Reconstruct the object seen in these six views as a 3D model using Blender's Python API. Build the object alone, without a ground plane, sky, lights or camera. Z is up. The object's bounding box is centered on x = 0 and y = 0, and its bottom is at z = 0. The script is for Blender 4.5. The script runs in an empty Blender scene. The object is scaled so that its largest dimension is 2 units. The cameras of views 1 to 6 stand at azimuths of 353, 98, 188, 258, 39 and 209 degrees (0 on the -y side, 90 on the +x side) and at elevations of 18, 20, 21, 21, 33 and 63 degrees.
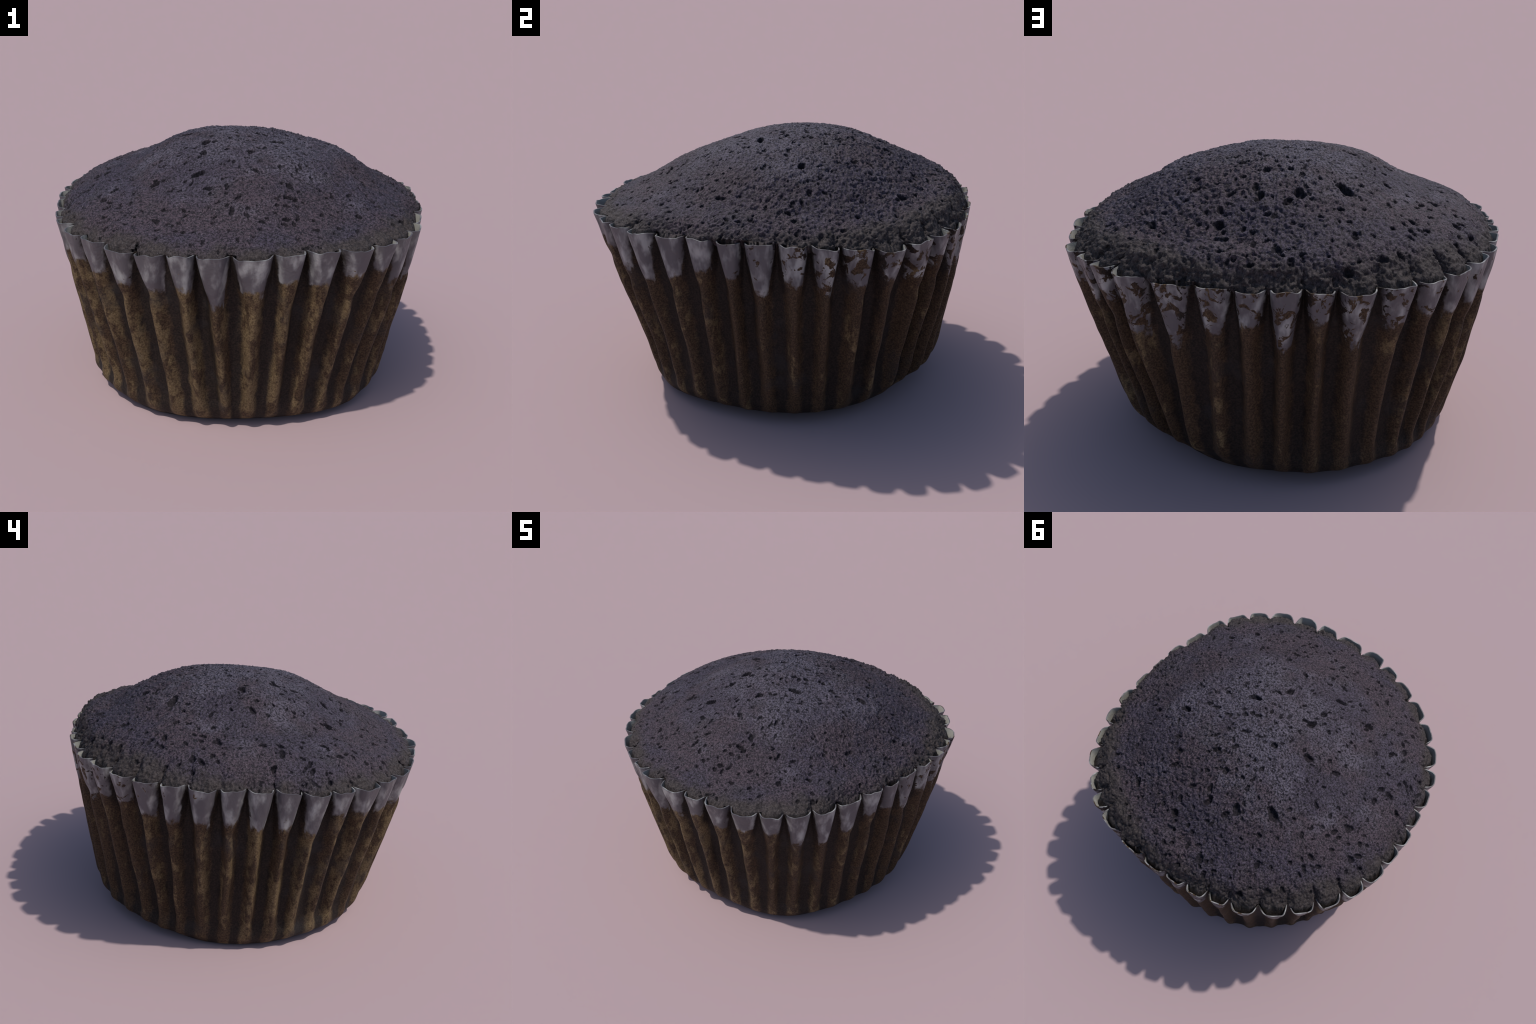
# A dark chocolate muffin in a pleated, grease-stained paper cup.
import bpy, math
import numpy as np

rng = np.random.default_rng(41)
TAU = 2 * math.pi

# ------------------------------------------------------------------ helpers
def periodic(values, theta):
    """Smooth closed curve through control values spread evenly round the circle."""
    v = np.asarray(values, float)
    n = len(v)
    x = (np.asarray(theta) % TAU) / TAU * n
    i = np.floor(x).astype(int)
    f = x - i
    p0, p1, p2, p3 = v[(i - 1) % n], v[i % n], v[(i + 1) % n], v[(i + 2) % n]
    return p1 + 0.5 * f * (p2 - p0 + f * (2 * p0 - 5 * p1 + 4 * p2 - p3 + f * (3 * (p1 - p2) + p3 - p0)))


def blend(knots, layers, x):
    """Hermite interpolation between layers (same-shaped arrays) standing at knots."""
    knots = np.asarray(knots, float)
    L = np.stack([np.broadcast_to(a, x.shape) for a in layers])
    m = np.empty_like(L)
    for k in range(len(knots)):
        a, b = max(k - 1, 0), min(k + 1, len(knots) - 1)
        m[k] = (L[b] - L[a]) / (knots[b] - knots[a])
    out = np.empty(x.shape)
    idx = np.clip(np.searchsorted(knots, x, side="right") - 1, 0, len(knots) - 2)
    for k in range(len(knots) - 1):
        s = idx == k
        h = knots[k + 1] - knots[k]
        t = (x[s] - knots[k]) / h
        out[s] = ((2 * t**3 - 3 * t**2 + 1) * L[k][s] + (t**3 - 2 * t**2 + t) * h * m[k][s]
                  + (3 * t**2 - 2 * t**3) * L[k + 1][s] + (t**3 - t**2) * h * m[k + 1][s])
    return out


def step(a, b, x):
    t = np.clip((x - a) / (b - a), 0, 1)
    return t * t * (3 - 2 * t)


def lattice(ix, iy, iz, seed):
    h = (ix.astype(np.int64) * 374761393 + iy.astype(np.int64) * 668265263 + iz.astype(np.int64) * 2147483647 + seed * 974711) & 0xFFFFFFFF
    h = ((h ^ (h >> 13)) * 1274126177) & 0xFFFFFFFF
    h = ((h ^ (h >> 16)) * 2246822519) & 0xFFFFFFFF
    return ((h ^ (h >> 15)) & 0xFFFFFF) / float(0xFFFFFF) * 2 - 1


def noise(P, scale, seed=0, octaves=1, rough=0.5):
    """Smooth value noise in [-1, 1] on points P (n, 3)."""
    total, amp, norm = 0.0, 1.0, 0.0
    for o in range(octaves):
        Q = np.asarray(P) * scale * 2**o + 37.7 * (o + seed)
        I = np.floor(Q).astype(np.int64)
        F = Q - I
        F = F * F * F * (F * (F * 6 - 15) + 10)
        acc = 0.0
        for dx in (0, 1):
            wx = F[..., 0] if dx else 1 - F[..., 0]
            for dy in (0, 1):
                wy = F[..., 1] if dy else 1 - F[..., 1]
                for dz in (0, 1):
                    wz = F[..., 2] if dz else 1 - F[..., 2]
                    acc = acc + wx * wy * wz * lattice(I[..., 0] + dx, I[..., 1] + dy, I[..., 2] + dz, seed + 17 * o)
        total = total + amp * acc
        norm += amp
        amp *= rough
    return total / norm


def grid_faces(rows, cols, closed=False, flip=False, start=0):
    r = np.arange(rows - 1)[:, None]
    c = np.arange(cols if closed else cols - 1)[None, :]
    c2 = (c + 1) % cols
    q = np.stack([r * cols + c, r * cols + c2, (r + 1) * cols + c2, (r + 1) * cols + c], -1).reshape(-1, 4) + start
    return q[:, ::-1] if flip else q


def make_mesh(name, verts, quads, tris=None):
    me = bpy.data.meshes.new(name)
    nq, nt = len(quads), 0 if tris is None else len(tris)
    loops = np.asarray(quads).ravel()
    starts, totals = np.arange(nq) * 4, np.full(nq, 4)
    if nt:
        starts = np.concatenate([starts, nq * 4 + np.arange(nt) * 3])
        totals = np.concatenate([totals, np.full(nt, 3)])
        loops = np.concatenate([loops, np.asarray(tris).ravel()])
    me.vertices.add(len(verts))
    me.vertices.foreach_set("co", np.ascontiguousarray(verts, np.float32).ravel())
    me.loops.add(len(loops))
    me.loops.foreach_set("vertex_index", loops.astype(np.int32))
    me.polygons.add(nq + nt)
    me.polygons.foreach_set("loop_start", starts.astype(np.int32))
    me.polygons.foreach_set("loop_total", totals.astype(np.int32))
    me.update(calc_edges=True)
    me.validate()
    me.polygons.foreach_set("use_smooth", np.ones(len(me.polygons), bool))
    return me


def place(name, data, parent):
    ob = bpy.data.objects.new(name, data)
    bpy.context.scene.collection.objects.link(ob)
    ob.parent = parent
    return ob


# ------------------------------------------------------------------ form of the cup
# rim, one control value every 15 degrees from +x towards +y
RIM_R = [.967, 1.012, 1.080, 1.100, 1.070, 1.024, 1.007, 1.024, 1.033, 1.035, 1.026, .998,
         .977, .988, 1.007, 1.008, 1.002, .992, .985, 1.004, 1.038, 1.036, .988, .964]
RIM_Z = [1.004, .999, .991, .988, .989, .992, .994, .994, .993, .993, .991, .986,
         .974, .960, .948, .945, .950, .961, .971, .978, .984, .991, .998, 1.004]
# wall, also every 15 degrees, at rising fractions of the height
WALL_T = [0.0, 0.05, 0.13, 0.35, 0.65, 1.0]
WALL_R = [
    [.704, .730, .754, .756, .756, .771, .769, .754, .734, .741, .764, .773, .766, .741, .724, .713, .679, .663, .667, .702, .751, .770, .742, .707],
    [.802, .821, .824, .811, .801, .812, .833, .850, .838, .830, .813, .808, .808, .795, .779, .765, .747, .732, .732, .751, .777, .799, .798, .789],
    [.846, .867, .870, .866, .880, .882, .885, .880, .861, .841, .830, .830, .828, .806, .787, .790, .786, .781, .776, .782, .795, .818, .821, .826],
    [.884, .921, .933, .923, .936, .925, .922, .915, .899, .890, .889, .885, .871, .854, .842, .846, .843, .841, .836, .842, .858, .868, .865, .862],
    [.934, .981, 1.014, 1.012, 1.012, .976, .966, .965, .961, .963, .959, .943, .925, .920, .925, .925, .921, .912, .907, .922, .950, .958, .933, .918],
]
FOOT_Z = [.02, .03, .036, .036, .028, .01, .018, .008, 0, .018, .04, .03]
# crest of every pleat at the rim, and how far it has turned by the foot, degrees
PLEATS = [-.2, 9, 17.7, 26.1, 33.2, 43.8, 50.3, 57, 69.3, 80, 87.5, 95.9, 103.5, 111.8, 122.3, 130.6, 139.6, 148.7,
          157.4, 165.9, 174.7, 182.6, 192, 200.2, 209.5, 219, 229.8, 239, 248.8, 256.3, 268.2, 278.3, 287, 296.3, 305.8, 314.4,
          322.6, 332.6, 342.1, 350.9]
TURN = [2.2, 1.6, 1, 1.7, 3.4, 3.4, 3.8, 4.6, -1.5, -3, -1.3, -1.8, -.7, .1, -.8, .3, -1.2, -3,
        -2.4, -2.6, -2.6, -1.8, -3, -1.1, -.3, .2, .8, 2, 2, 4.6, .6, -.4, .4, 1.2, .4, .8, 2.3, 1.8, 1.8, 2.4]
NP = len(PLEATS)
crest = np.radians(PLEATS)
turn_foot = np.radians(TURN)
nxt = np.append(crest[1:], crest[0] + TAU)
valley_hi = (crest + nxt) / 2 + np.radians(rng.uniform(-.5, .5, NP))
turn_hi = (turn_foot + np.roll(turn_foot, -1)) / 2
turn_lo = np.roll(turn_hi, 1)

valley_lo = np.append(valley_hi[-1] - TAU, valley_hi[:-1])
fold_depth = rng.uniform(.85, 1.15, NP)         # depth of the furrow after each pleat
for k, d in {4: 1.4, 5: 1.4, 6: 1.4, 7: 1.2, 8: .8, 9: .8, 14: 1.15, 15: 1.15, 16: 1.15, 30: .8}.items():
    fold_depth[k] = d
p_drop = rng.uniform(-.013, .013, NP)          # rim height of each pleat
p_out = rng.uniform(-.010, .010, NP)           # leaning out or in at the rim
p_neck = rng.uniform(.68, .78, NP)             # where the pleat starts to open into a lip
p_seed = rng.uniform(0, 50, NP)


def turn_at(k, s):
    """Turn of the paper at the foot, for pleat k at position s (-1 fold, 0 crest, 1 fold)."""
    return np.where(s < 0, turn_foot[k] * (1 + s) - turn_lo[k] * s, turn_foot[k] * (1 - s) + turn_hi[k] * s)


def pleat_of(theta):
    th = (theta - valley_lo[0]) % TAU + valley_lo[0]
    k = np.clip(np.searchsorted(valley_lo, th, side="right") - 1, 0, NP - 1)
    c = crest[k]
    s = np.where(th < c, (th - c) / (c - valley_lo[k]), (th - c) / (valley_hi[k] - c))
    return k, s


def cup_surface(theta, t, k=None, s=None):
    """Outer face of the paper: radius and height at angle theta, height fraction t."""
    if k is None:
        k, s = pleat_of(theta)
    layers = [periodic(row, theta) for row in WALL_R] + [periodic(RIM_R, theta)]
    R = blend(WALL_T, layers, t)
    a = np.abs(s)
    nb = np.where(s > 0, (k + 1) % NP, (k - 1) % NP)
    wob = noise(np.stack([p_seed[k] * 3.1, t * 5, 0 * t], -1), 1.0, 5)
    # lower wall: narrow rounded ridges between broad furrows; above the neck each ridge
    # opens like a wedge into a broad shell, until only pinched folds are left at the rim
    w = np.clip((t - p_neck[k]) / (1 - p_neck[k]), 0, 1)
    half = (.44 + .04 * wob) * (1 - w) + .95 * w
    m = 2.4 + 3.6 * w
    g = (1 - np.exp(-(a / half) ** m)) / (1 - np.exp(-(1 / half) ** m))
    depth = np.interp(t, [0, .03, .08, .16, .4, .72, 1], [.001, .004, .016, .036, .054, .062, .064])
    fold = np.where(s > 0, fold_depth[k], fold_depth[(k - 1) % NP])
    # pleat variation fades out towards the folds so neighbours meet exactly
    own = 1 - a ** 2
    dep = depth * fold
    neck_dent = -.008 * np.exp(-((t - p_neck[k] - .02) / .04) ** 2) * own * (.6 + .6 * np.sin(p_seed[k] * 7))
    R = R - dep * g + own * p_out[k] * step(.6, 1, t) + neck_dent
    # deep crease in the foot where the paper overlaps
    crease = np.exp(-((((theta - math.radians(57)) + math.pi) % TAU - math.pi) / .04) ** 2)
    R = R - .080 * crease * (1 - step(.0, .40, t))
    zf = periodic(FOOT_Z, theta)
    dz = p_drop[k] * (1 - .5 * a) + p_drop[nb] * .5 * a
    z = zf + (periodic(RIM_Z, theta) + dz - zf) * t
    # soft crumpling of the paper
    P = np.stack([R * np.cos(theta), R * np.sin(theta), z * .45], -1)
    R = R + (.0035 * noise(P, 9, 3, 2) + .0022 * noise(P, 30, 4)) * step(0, .1, t)
    edge = .009 * noise(np.stack([np.cos(theta) * 9, np.sin(theta) * 9, 0 * t], -1), 2.2, 9, 2)
    return R, z + edge * step(.85, 1, t)


# ------------------------------------------------------------------ materials
class Nodes:
    def __init__(self, name):
        self.mat = bpy.data.materials.new(name)
        self.mat.use_nodes = True
        self.t = self.mat.node_tree
        self.t.nodes.clear()
        self.out = self.t.nodes.new("ShaderNodeOutputMaterial")
        self.bsdf = self.t.nodes.new("ShaderNodeBsdfPrincipled")
        self.t.links.new(self.bsdf.outputs[0], self.out.inputs[0])
        self.coord = self.t.nodes.new("ShaderNodeTexCoord").outputs["Object"]

    def put(self, sock, val):
        if hasattr(val, "links") or hasattr(val, "is_linked"):
            self.t.links.new(val, sock)
        elif isinstance(val, tuple) and len(val) == 3 and sock.type == "RGBA":
            sock.default_value = (*val, 1)
        else:
            sock.default_value = val

    def math(self, op, a, b=0.0, c=0.0, clamp=False):
        n = self.t.nodes.new("ShaderNodeMath")
        n.operation, n.use_clamp = op, clamp
        for sck, v in zip(n.inputs, (a, b, c)):
            self.put(sck, v)
        return n.outputs[0]

    def mapping(self, scale, loc=(0, 0, 0)):
        n = self.t.nodes.new("ShaderNodeMapping")
        self.t.links.new(self.coord, n.inputs["Vector"])
        n.inputs["Scale"].default_value = scale
        n.inputs["Location"].default_value = loc
        return n.outputs[0]

    def noise(self, scale, detail=3, rough=.55, vec=None, distort=0.0):
        n = self.t.nodes.new("ShaderNodeTexNoise")
        self.t.links.new(vec or self.coord, n.inputs["Vector"])
        n.inputs["Scale"].default_value = scale
        n.inputs["Detail"].default_value = detail
        n.inputs["Roughness"].default_value = rough
        n.inputs["Distortion"].default_value = distort
        return n.outputs[0]

    def ramp(self, fac, lo, hi, a=0.0, b=1.0):
        n = self.t.nodes.new("ShaderNodeMapRange")
        n.interpolation_type = "SMOOTHSTEP"
        for key, v in (("Value", fac), ("From Min", lo), ("From Max", hi), ("To Min", a), ("To Max", b)):
            self.put(n.inputs[key], v)
        return n.outputs[0]

    def mix(self, fac, a, b, mode="MIX"):
        n = self.t.nodes.new("ShaderNodeMix")
        n.data_type, n.blend_type = "RGBA", mode
        self.put(n.inputs[0], fac)
        self.put(n.inputs[6], a)
        self.put(n.inputs[7], b)
        return n.outputs[2]

    def bump(self, height, strength, dist):
        n = self.t.nodes.new("ShaderNodeBump")
        n.inputs["Strength"].default_value = strength
        n.inputs["Distance"].default_value = dist
        self.t.links.new(height, n.inputs["Height"])
        self.t.links.new(n.outputs[0], self.bsdf.inputs["Normal"])

    def curve(self, fac, pts):
        n = self.t.nodes.new("ShaderNodeFloatCurve")
        c = n.mapping.curves[0]
        for p in pts[1:-1]:
            c.points.new(*p)
        c.points[0].location, c.points[-1].location = pts[0], pts[-1]
        for p in c.points:
            p.handle_type = "VECTOR"
        n.mapping.update()
        self.put(n.inputs["Value"], fac)
        return n.outputs[0]

    def polar(self):
        sep = self.t.nodes.new("ShaderNodeSeparateXYZ")
        self.t.links.new(self.coord, sep.inputs[0])
        x, y, z = sep.outputs
        ang = self.math("ARCTAN2", y, x)
        frac = self.math("FRACT", self.math("ADD", self.math("DIVIDE", ang, TAU), 1.0))
        rad = self.math("SQRT", self.math("ADD", self.math("MULTIPLY", x, x), self.math("MULTIPLY", y, y)))
        return x, y, z, frac, rad


def cake_material(name, pore):
    N = Nodes(name)
    x, y, z, frac, rad = N.polar()
    patch = N.ramp(N.noise(3.6, 3), .40, .60)
    base = N.mix(patch, (.056, .045, .066), (.068, .048, .060))
    base = N.mix(N.ramp(N.noise(5.5, 3), .55, .72, 0, .6), base, (.046, .041, .046))
    # baked-in sheen of the crown, copied as paler colour in ragged patches
    pale = N.math("SUBTRACT", N.noise(4.2, 5, .65), N.math("MULTIPLY", N.math("POWER", rad, 2.0), .30))
    base = N.mix(N.ramp(pale, .36, .58, 0, .75), base, (.118, .106, .138))
    crumb = N.noise(92, 5, .75)
    base = N.mix(N.ramp(crumb, .42, .58), (.007, .006, .008), base)
    base = N.mix(N.ramp(N.noise(210, 3, .65), .56, .72, 0, .6), base, (.19, .175, .205))
    # paler, browner crumb along the margin
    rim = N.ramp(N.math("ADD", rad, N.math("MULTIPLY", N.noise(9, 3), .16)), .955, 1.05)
    base = N.mix(rim, base, N.mix(N.ramp(crumb, .35, .65), (.016, .013, .012), (.062, .051, .047)))
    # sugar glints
    base = N.mix(N.ramp(N.noise(330, 1, .5), .72, .76, 0, .8), base, (.34, .33, .35))
    if pore:
        base = N.mix(.72, base, (.010, .010, .012))
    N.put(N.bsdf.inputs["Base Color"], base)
    N.bsdf.inputs["Roughness"].default_value = .64 if not pore else .9
    N.bsdf.inputs["Specular IOR Level"].default_value = .26 if not pore else .15
    h = N.math("ADD", N.noise(120, 4, .7), N.math("MULTIPLY", N.noise(38, 3, .6), .8))
    N.bump(h, .75, .006)
    N.bsdf.inputs["Specular Tint"].default_value = (1, .9, 1, 1)
    return N.mat


def paper_material(name, inner=False):
    N = Nodes(name)
    x, y, z, frac, rad = N.polar()
    first = valley_lo[0] / TAU
    # angle -> running pleat number, through a curve whose bends stand at the folds
    turn = N.math("FRACT", N.math("SUBTRACT", frac, first - 1.0))
    pts = [((v - valley_lo[0]) / TAU, i / NP) for i, v in enumerate(valley_lo)] + [(1.0, 1.0)]
    # the pleats lean: undo their turn towards the foot first
    lean = [((c % TAU) / TAU, .5 + TURN[i] / 20) for i, c in enumerate(crest)]
    lean = sorted(lean)
    lean = [(0.0, (lean[0][1] + lean[-1][1]) / 2)] + lean + [(1.0, (lean[0][1] + lean[-1][1]) / 2)]
    sag = N.math("SUBTRACT", 1.0, z, clamp=True)
    turned = N.math("MULTIPLY", N.math("MULTIPLY_ADD", N.curve(frac, lean), 20 / 360, -10 / 360), sag)
    turn = N.math("FRACT", N.math("ADD", N.math("SUBTRACT", turn, turned), 1.0))
    run = N.math("MULTIPLY", N.curve(turn, pts), float(NP))
    idx = N.math("FLOOR", run)
    off = N.math("ABSOLUTE", N.math("MULTIPLY_ADD", N.math("FRACT", run), 2.0, -1.0))
    wn = N.t.nodes.new("ShaderNodeTexWhiteNoise")
    wn.noise_dimensions = "1D"
    N.put(wn.inputs["W"], N.math("ADD", idx, 7.3))
    chance = wn.outputs["Value"]
    rimz = N.curve(frac, [(i / 24, RIM_Z[i % 24] / 2) for i in range(25)])
    below = N.math("SUBTRACT", N.math("MULTIPLY", rimz, 2.0), z)
    ragged = N.noise(21, 4, .6, N.mapping((1, 1, .7)))
    fine = N.noise(120, 4, .65)
    # dry, unstained lip: follows the opening wedge of each pleat, with a ragged lower edge
    reach = N.math("MULTIPLY_ADD", chance, .14, .13)
    wedge = N.math("MULTIPLY_ADD", N.math("DIVIDE", below, .27), -.58, .95)
    rag = N.math("MULTIPLY_ADD", ragged, .8, -.40)
    edge = N.math("MAXIMUM", N.math("ADD", N.math("DIVIDE", below, reach), rag),
                  N.math("ADD", N.math("DIVIDE", off, wedge), N.math("MULTIPLY", rag, .5)))
    pale = N.ramp(edge, .86, 1.03, 1.0, 0.0)
    # grease blotches that soaked through the lip, mostly on the +y side
    side = N.ramp(N.math("ADD", N.math("MULTIPLY", y, .9), N.math("MULTIPLY", x, .35)), -.1, .8, .69, .51)
    blotch = N.ramp(N.noise(19, 4, .62, None, .6), side, N.math("ADD", side, .035))
    pale = N.math("MULTIPLY", pale, N.math("SUBTRACT", 1.0, blotch))
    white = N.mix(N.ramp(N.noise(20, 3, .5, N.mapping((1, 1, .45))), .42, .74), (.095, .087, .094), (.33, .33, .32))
    # stained paper: furrows near-black from grease and painted fold shade, drier brown ridges, tan patches
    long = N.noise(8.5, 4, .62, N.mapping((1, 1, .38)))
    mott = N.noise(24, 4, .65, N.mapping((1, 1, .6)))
    soak_shade = N.ramp(N.math("ADD", off, N.math("MULTIPLY_ADD", mott, .9, -.45)), .34, .74)
    tan_side = N.ramp(N.math("ADD", N.math("MULTIPLY", y, -.8), N.math("MULTIPLY", x, -.55)), -.35, .75, -.06, .10)  # tan patches spread more on the -x/-y side
    tanm = N.ramp(N.math("ADD", N.math("ADD", long, tan_side), N.math("MULTIPLY_ADD", mott, .9, -.45)), .51, .69)
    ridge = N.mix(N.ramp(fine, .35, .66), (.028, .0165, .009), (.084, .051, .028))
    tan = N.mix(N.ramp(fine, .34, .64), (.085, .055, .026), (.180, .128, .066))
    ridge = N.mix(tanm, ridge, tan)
    wet_shade = N.mix(N.ramp(fine, .36, .66), (.0085, .006, .005), (.028, .019, .014))
    stain = N.mix(soak_shade, ridge, wet_shade)
    stain = N.mix(N.ramp(N.noise(5.5, 3), .54, .72, 0, .4), stain, (.030, .029, .031))
    col = N.mix(pale, stain, white)
    if inner:
        col = N.mix(N.ramp(N.math("ADD", below, N.math("MULTIPLY_ADD", ragged, .16, -.08)), .06, .11), (.34, .33, .30), (.03, .022, .015))
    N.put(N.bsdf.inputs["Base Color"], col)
    N.put(N.bsdf.inputs["Roughness"], N.ramp(pale, 0, 1, .68, .48))
    N.put(N.bsdf.inputs["Specular IOR Level"], N.ramp(pale, 0, 1, .22, .45))
    N.bump(N.math("ADD", N.noise(90, 4, .65), N.math("MULTIPLY", N.noise(22, 3), 1.4)), .35, .006)
    return N.mat


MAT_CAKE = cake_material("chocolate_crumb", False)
MAT_PORE = cake_material("chocolate_pore", True)
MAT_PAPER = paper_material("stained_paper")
MAT_INNER = paper_material("paper_inside", True)

# ------------------------------------------------------------------ objects
muffin = bpy.data.objects.new("muffin", None)
bpy.context.scene.collection.objects.link(muffin)
muffin["label"] = "dark chocolate muffin in a grease-stained pleated paper cup"
muffin["category"] = "muffin"

# ---- paper cup: foot, then the pleats standing on it
THICK = .006
SEG, ROWS = 30, 84
u = np.linspace(-1, 1, SEG + 1)
u = np.sign(u) * (1 - (1 - np.abs(u)) ** 1.25)      # closer together near the folds
tt = np.concatenate([np.linspace(0, .12, 16)[:-1], np.linspace(.12, 1, ROWS - 15)])
KK = np.repeat(np.arange(NP), SEG)
SS = np.tile(u[:-1], NP)
TH = np.where(SS < 0, crest[KK] + SS * (crest[KK] - valley_lo[KK]), crest[KK] + SS * (valley_hi[KK] - crest[KK]))
NC = len(TH)
K2, S2, TH2 = (np.broadcast_to(a, (len(tt), NC)) for a in (KK, SS, TH))
T2 = np.broadcast_to(tt[:, None], (len(tt), NC))
TH2 = TH2 + turn_at(K2, S2) * (1 - T2)
# ridges wander a little sideways
TH2 = TH2 + .012 * noise(np.stack([p_seed[K2] * 5.3, T2 * 4.5, 0 * T2], -1), 1.0, 61, 2) * (1 - np.abs(S2)) * step(.05, .25, T2)
R2, Z2 = cup_surface(TH2, T2, K2, S2)
OUT = np.stack([R2 * np.cos(TH2), R2 * np.sin(TH2), Z2], -1)
OUT[..., 2] -= OUT[..., 2].min()
du = np.roll(OUT, -1, 1) - np.roll(OUT, 1, 1)
dv = np.gradient(OUT, axis=0)
NRM = np.cross(du, dv)
NRM /= np.linalg.norm(NRM, axis=-1, keepdims=True) + 1e-12
hor = NRM.copy()
hor[..., 2] *= .3
# the inner face keeps clear of itself in the tight folds
INN = OUT - hor * THICK

# foot: closed floor that meets the pleats' lowest ring
ring = OUT[0]
fr = np.linspace(1, .04, 22)
foot = np.concatenate([ring[None] * np.array([f, f, 1]) + np.array([0, 0, 1]) * 0 for f in fr]).reshape(len(fr), NC, 3)
for i, f in enumerate(fr):
    foot[i, :, 2] = ring[:, 2] * f ** 3 + .004 * (1 - f) * (1 + noise(foot[i], 14, 8))
fv = foot.reshape(-1, 3)
centre = len(fv)
fv = np.vstack([fv, [[0, 0, .006]]])
last = (len(fr) - 1) * NC + np.arange(NC)
tris = np.stack([np.full(NC, centre), np.roll(last, -1), last], -1)
cup_me = make_mesh("paper_cup", fv, grid_faces(len(fr), NC, True, True), tris)
cup_me.materials.append(MAT_PAPER)
paper_cup = place("paper_cup", cup_me, muffin)

for k in range(NP):
    cols = (np.arange(k * SEG, (k + 1) * SEG + 1)) % NC
    o, i, n = OUT[:, cols], INN[:, cols], NRM[:, cols]
    nr, nc = o.shape[:2]
    strip = np.stack([o[-1], i[-1]])
    strip[:, :, 2] += .0004
    V = np.concatenate([o.reshape(-1, 3), i.reshape(-1, 3), strip.reshape(-1, 3)])
    up = np.zeros_like(strip)
    up[..., 2] = 1
    VN = np.concatenate([n.reshape(-1, 3), -n.reshape(-1, 3), up.reshape(-1, 3)])
    Fo = grid_faces(nr, nc)
    Fi = grid_faces(nr, nc, flip=True, start=nr * nc)
    Fs = grid_faces(2, nc, start=2 * nr * nc)
    me = make_mesh("pleat", V, np.concatenate([Fo, Fi, Fs]))
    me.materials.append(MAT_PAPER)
    me.materials.append(MAT_INNER)
    mi = np.zeros(len(me.polygons), np.int32)
    mi[len(Fo):len(Fo) + len(Fi)] = 1
    me.polygons.foreach_set("material_index", mi)
    me.normals_split_custom_set_from_vertices(VN.tolist())
    place("pleat", me, paper_cup)

# ---- cake
CAKE_P = [0, .2, .4, .6, .8, .93, 1.0]
APEX = 1.350
DOME = [   # heights every 30 degrees at the inner fractions of the radius
    [1.320, 1.335, 1.342, 1.341, 1.339, 1.338, 1.333, 1.322, 1.311, 1.309, 1.309, 1.312],
    [1.286, 1.292, 1.304, 1.311, 1.314, 1.297, 1.288, 1.263, 1.245, 1.255, 1.264, 1.278],
    [1.235, 1.227, 1.218, 1.240, 1.229, 1.196, 1.180, 1.156, 1.146, 1.173, 1.148, 1.204],
    [1.115, 1.098, 1.110, 1.130, 1.141, 1.130, 1.122, 1.075, 1.041, 1.065, 1.056, 1.102],
    [1.062, 1.044, 1.076, 1.091, 1.074, 1.060, 1.046, 1.014, 0.998, 1.008, 1.014, 1.060],
]
# the large pores that can be told apart: x, y, radius
PORES = [(.49, .15, .026), (.16, -.10, .029), (.38, .06, .018), (.32, .07, .017), (.66, .20, .018), (.15, .04, .017),
         (.12, .01, .017), (.08, .01, .017), (.09, .14, .017), (.18, .17, .014), (.22, .23, .014), (0, .13, .011),
         (.09, .25, .017), (.17, .31, .020), (.37, .40, .020), (-.10, .13, .020), (.06, .39, .022), (-.11, .29, .017),
         (.35, .48, .020), (.18, -.51, .019), (-.11, -.68, .019), (.02, -.25, .024), (-.21, -.51, .018), (-.25, -.39, .024),
         (-.22, -.22, .023), (-.20, -.11, .031), (-.16, -.11, .017), (-.46, -.36, .024), (-.71, -.36, .018), (-.29, .09, .028),
         (-.70, -.51, .015), (-.29, .46, .036), (-.35, .39, .014), (-.71, -.04, .020), (-.77, -.04, .020), (-.85, -.18, .015),
         (-.71, .06, .014), (-.85, .02, .017), (-.67, .27, .022), (-.61, .34, .017), (-.59, .38, .014), (-.28, .59, .016),
         (-.46, .28, .017), (-.76, .41, .020), (-.79, .37, .020), (-.80, .29, .011), (-.71, .35, .011), (-.76, .31, .014),
         (-.57, .53, .019), (-.57, .60, .017), (-.63, .55, .017), (-.46, .80, .017), (-.52, .75, .014), (-.46, .06, .020),
         (-.10, .54, .027), (-.06, .59, .019), (.19, .54, .017), (.09, .51, .017), (.22, .62, .017), (.06, .57, .022),
         (.05, .81, .017), (-.05, .84, .025), (-.33, .89, .019), (.51, .64, .023), (.21, .70, .023), (.18, .86, .014), (-.11, .90, .017)]
CT, CR = 1500, 270
ca = np.linspace(0, TAU, CT, endpoint=False)
rho = np.linspace(0, 1, CR)[1:] ** .92
A2, P2 = np.broadcast_to(ca, (len(rho), CT)), np.broadcast_to(rho[:, None], (len(rho), CT))
kk, ss = pleat_of(ca)
lipR, lipZ = cup_surface(ca, np.full(CT, .97), kk, ss)
valR = cup_surface(ca, np.full(CT, .97), kk, np.ones(CT))[0]
fill = np.clip(.78 + .7 * noise(np.stack([np.cos(ca), np.sin(ca), 0 * ca], -1), 7, 77, 2), .35, 1) * (1 - np.abs(ss) ** 4)
edgeR = valR + (lipR - valR) * fill - .006
swell = periodic(RIM_R, ca) - .042 + .012 * noise(np.stack([np.cos(ca), np.sin(ca), 0 * ca], -1), 6, 78, 2)
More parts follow.
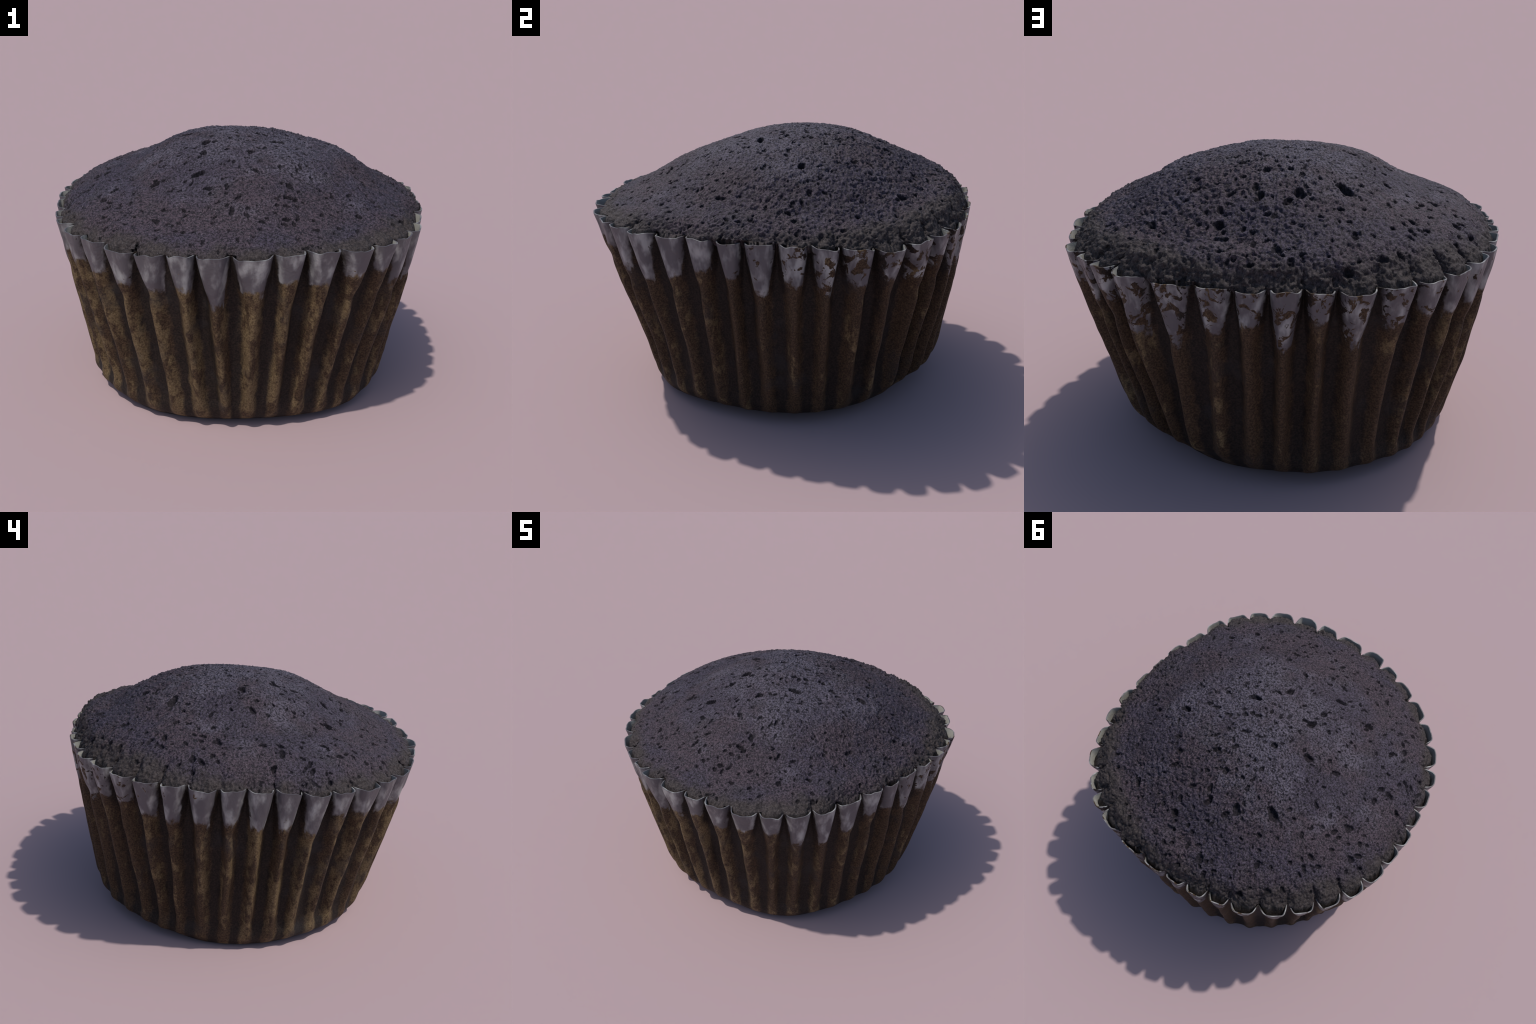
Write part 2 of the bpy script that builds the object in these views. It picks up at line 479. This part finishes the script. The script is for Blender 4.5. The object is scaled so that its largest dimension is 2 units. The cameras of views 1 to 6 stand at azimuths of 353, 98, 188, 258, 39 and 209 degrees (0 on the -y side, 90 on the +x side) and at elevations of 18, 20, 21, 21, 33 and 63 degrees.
edgeR = np.minimum(.35 * edgeR + .65 * swell, lipR + .010)     # the crumb swells a little over the folds
def near(deg, width):
    d = (ca - math.radians(deg) + math.pi) % TAU - math.pi
    return np.exp(-(d / math.radians(width)) ** 4)


over = np.clip(.8 * near(357, 20) + near(78, 17), 0, 1) * (.75 + .4 * noise(np.stack([np.cos(ca), np.sin(ca), 0 * ca], -1), 5, 79))
over = np.clip(over, 0, 1)                                     # sides where the cake hangs over the paper
edgeR = edgeR * (1 - over) + (periodic(RIM_R, ca) - .012) * over
smoothR = .965 * periodic(RIM_R, ca)
wr = step(.84, 1, P2) ** 1.3
RR = P2 * (smoothR * (1 - wr) + edgeR * wr)
layers = [np.full(CT, APEX)] + [periodic(r, ca) for r in DOME] + [periodic(RIM_Z, ca) + .002 + .016 * over]
HH = blend(CAKE_P, [np.broadcast_to(l, A2.shape) for l in layers], P2.copy())
TOP = np.stack([RR * np.cos(A2), RR * np.sin(A2), HH], -1)
# flank of the cake inside the cup
flank = []
for t in np.concatenate([[.945, .92], np.linspace(.90, .06, 24)]):
    fa = ca + turn_at(kk, ss) * (1 - t)
    fR, fZ = cup_surface(fa, np.full(CT, t), kk, ss)
    vR = cup_surface(fa, np.full(CT, t), kk, np.ones(CT))[0]
    full = step(.72, .84, t)                                   # crumb pressed right into the open lips
    r = np.minimum(vR + (fR - vR) * (fill * .8 * (1 - full) + full), fR) - .016 + .005 * full
    flank.append(np.stack([r * np.cos(fa), r * np.sin(fa), fZ], -1))
flank = np.array(flank)
grid = np.concatenate([TOP, flank])
du = np.roll(grid, -1, 1) - np.roll(grid, 1, 1)
dv = np.gradient(grid, axis=0)
nn = np.cross(dv, du)
nn /= np.linalg.norm(nn, axis=-1, keepdims=True) + 1e-12
if nn[10, 0, 2] < 0:
    nn = -nn
nt = len(rho)
P, Nn = grid[:nt].reshape(-1, 3), nn[:nt].reshape(-1, 3)
rr = np.hypot(P[:, 0], P[:, 1])
# rougher on the +x / +y half, finer on the other
coarse = step(-.45, .75, P[:, 0] * .55 + P[:, 1] * .75 + .15 * noise(P, 3, 1))
amount = .55 + .95 * coarse
n1 = noise(P, 7, 11, 2)
n2 = noise(P, 32, 12, 3, .6)
n3 = noise(P, 75, 13, 2, .6)
n4 = noise(P, 150, 14)
disp = .003 * n1 + amount * (.0052 * (np.abs(n2) ** .8 * np.sign(n2)) + .0048 * n3) + .0020 * n4
disp -= amount * .008 * step(.25, .6, noise(P, 30, 21, 2)) * coarse
seam = np.abs(noise(P, 9, 23, 2)) + .25 * np.abs(noise(P, 40, 24))
disp -= .006 * (1 - step(.02, .085, seam)) * step(.05, .4, noise(P, 5, 25))      # short cracks in the crust
margin = step(.86, .97, rr / np.tile(smoothR, nt))
disp += margin * (.012 * noise(P, 16, 31, 2) + .004 * n3)

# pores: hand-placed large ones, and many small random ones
small = []
for _ in range(1100):
    a, q = rng.uniform(0, TAU), math.sqrt(rng.uniform(0, 1)) * .95
    r = .0045 + .009 * rng.random() ** 2 + (.008 * rng.random() if rng.random() < .10 else 0)
    small.append((q * math.cos(a), q * math.sin(a), r))
cell = .06
cx, cy = np.floor((P[:, 0] + 1.3) / cell).astype(int), np.floor((P[:, 1] + 1.3) / cell).astype(int)
key = cx * 64 + cy
order = np.argsort(key, kind="stable")
sk = key[order]
pit = np.zeros(len(P))
for j, (px, py, pr) in enumerate(PORES + small):
    gx, gy = int((px + 1.3) / cell), int((py + 1.3) / cell)
    sel = []
    for ax in (-1, 0, 1):
        for ay in (-1, 0, 1):
            c = (gx + ax) * 64 + gy + ay
            sel.append(order[np.searchsorted(sk, c):np.searchsorted(sk, c, side="right")])
    sel = np.concatenate(sel)
    if not len(sel):
        continue
    d = P[sel, :2] - (px, py)
    ang, st = rng.uniform(0, math.pi), rng.uniform(1.0, 2.3)
    d1 = d[:, 0] * math.cos(ang) + d[:, 1] * math.sin(ang)
    d2 = -d[:, 0] * math.sin(ang) + d[:, 1] * math.cos(ang)
    q = np.hypot(d1 / math.sqrt(st), d2 * math.sqrt(st)) / pr
    q = q * (1 + .50 * noise(P[sel], 1.0 / pr, 50 + j % 7, 3, .6))
    bowl = (1 - step(.45, 1.12, q)) * pr * rng.uniform(.75, 1.15)
    pit[sel] = np.maximum(pit[sel], bowl)
disp -= pit
Pn = P + Nn * disp[:, None]
flank2 = flank.reshape(-1, 3).copy()
flank2 -= nn[nt:].reshape(-1, 3) * 0
apex_v = np.array([[0, 0, Pn[:CT, 2].mean()]])
under = np.array([[0, 0, flank[-1, :, 2].mean()]])
CV = np.vstack([Pn, flank2, apex_v, under])
rows = nt + len(flank)
ia, iu = rows * CT, rows * CT + 1
c = np.arange(CT)
tris = np.concatenate([np.stack([np.full(CT, ia), c, (c + 1) % CT], -1),
                       np.stack([np.full(CT, iu), (rows - 1) * CT + (c + 1) % CT, (rows - 1) * CT + c], -1)])
quads = grid_faces(rows, CT, True, True)
cake_me = make_mesh("cake", CV, quads, tris)
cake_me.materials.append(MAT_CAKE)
cake_me.materials.append(MAT_PORE)
pitv = np.concatenate([pit, np.zeros(len(CV) - len(pit))])
mi = np.zeros(len(cake_me.polygons), np.int32)
if len(mi) == len(quads) + len(tris):
    mi[:len(quads)] = pitv[quads].mean(1) > .0032
cake_me.polygons.foreach_set("material_index", mi)
cake = place("cake", cake_me, muffin)
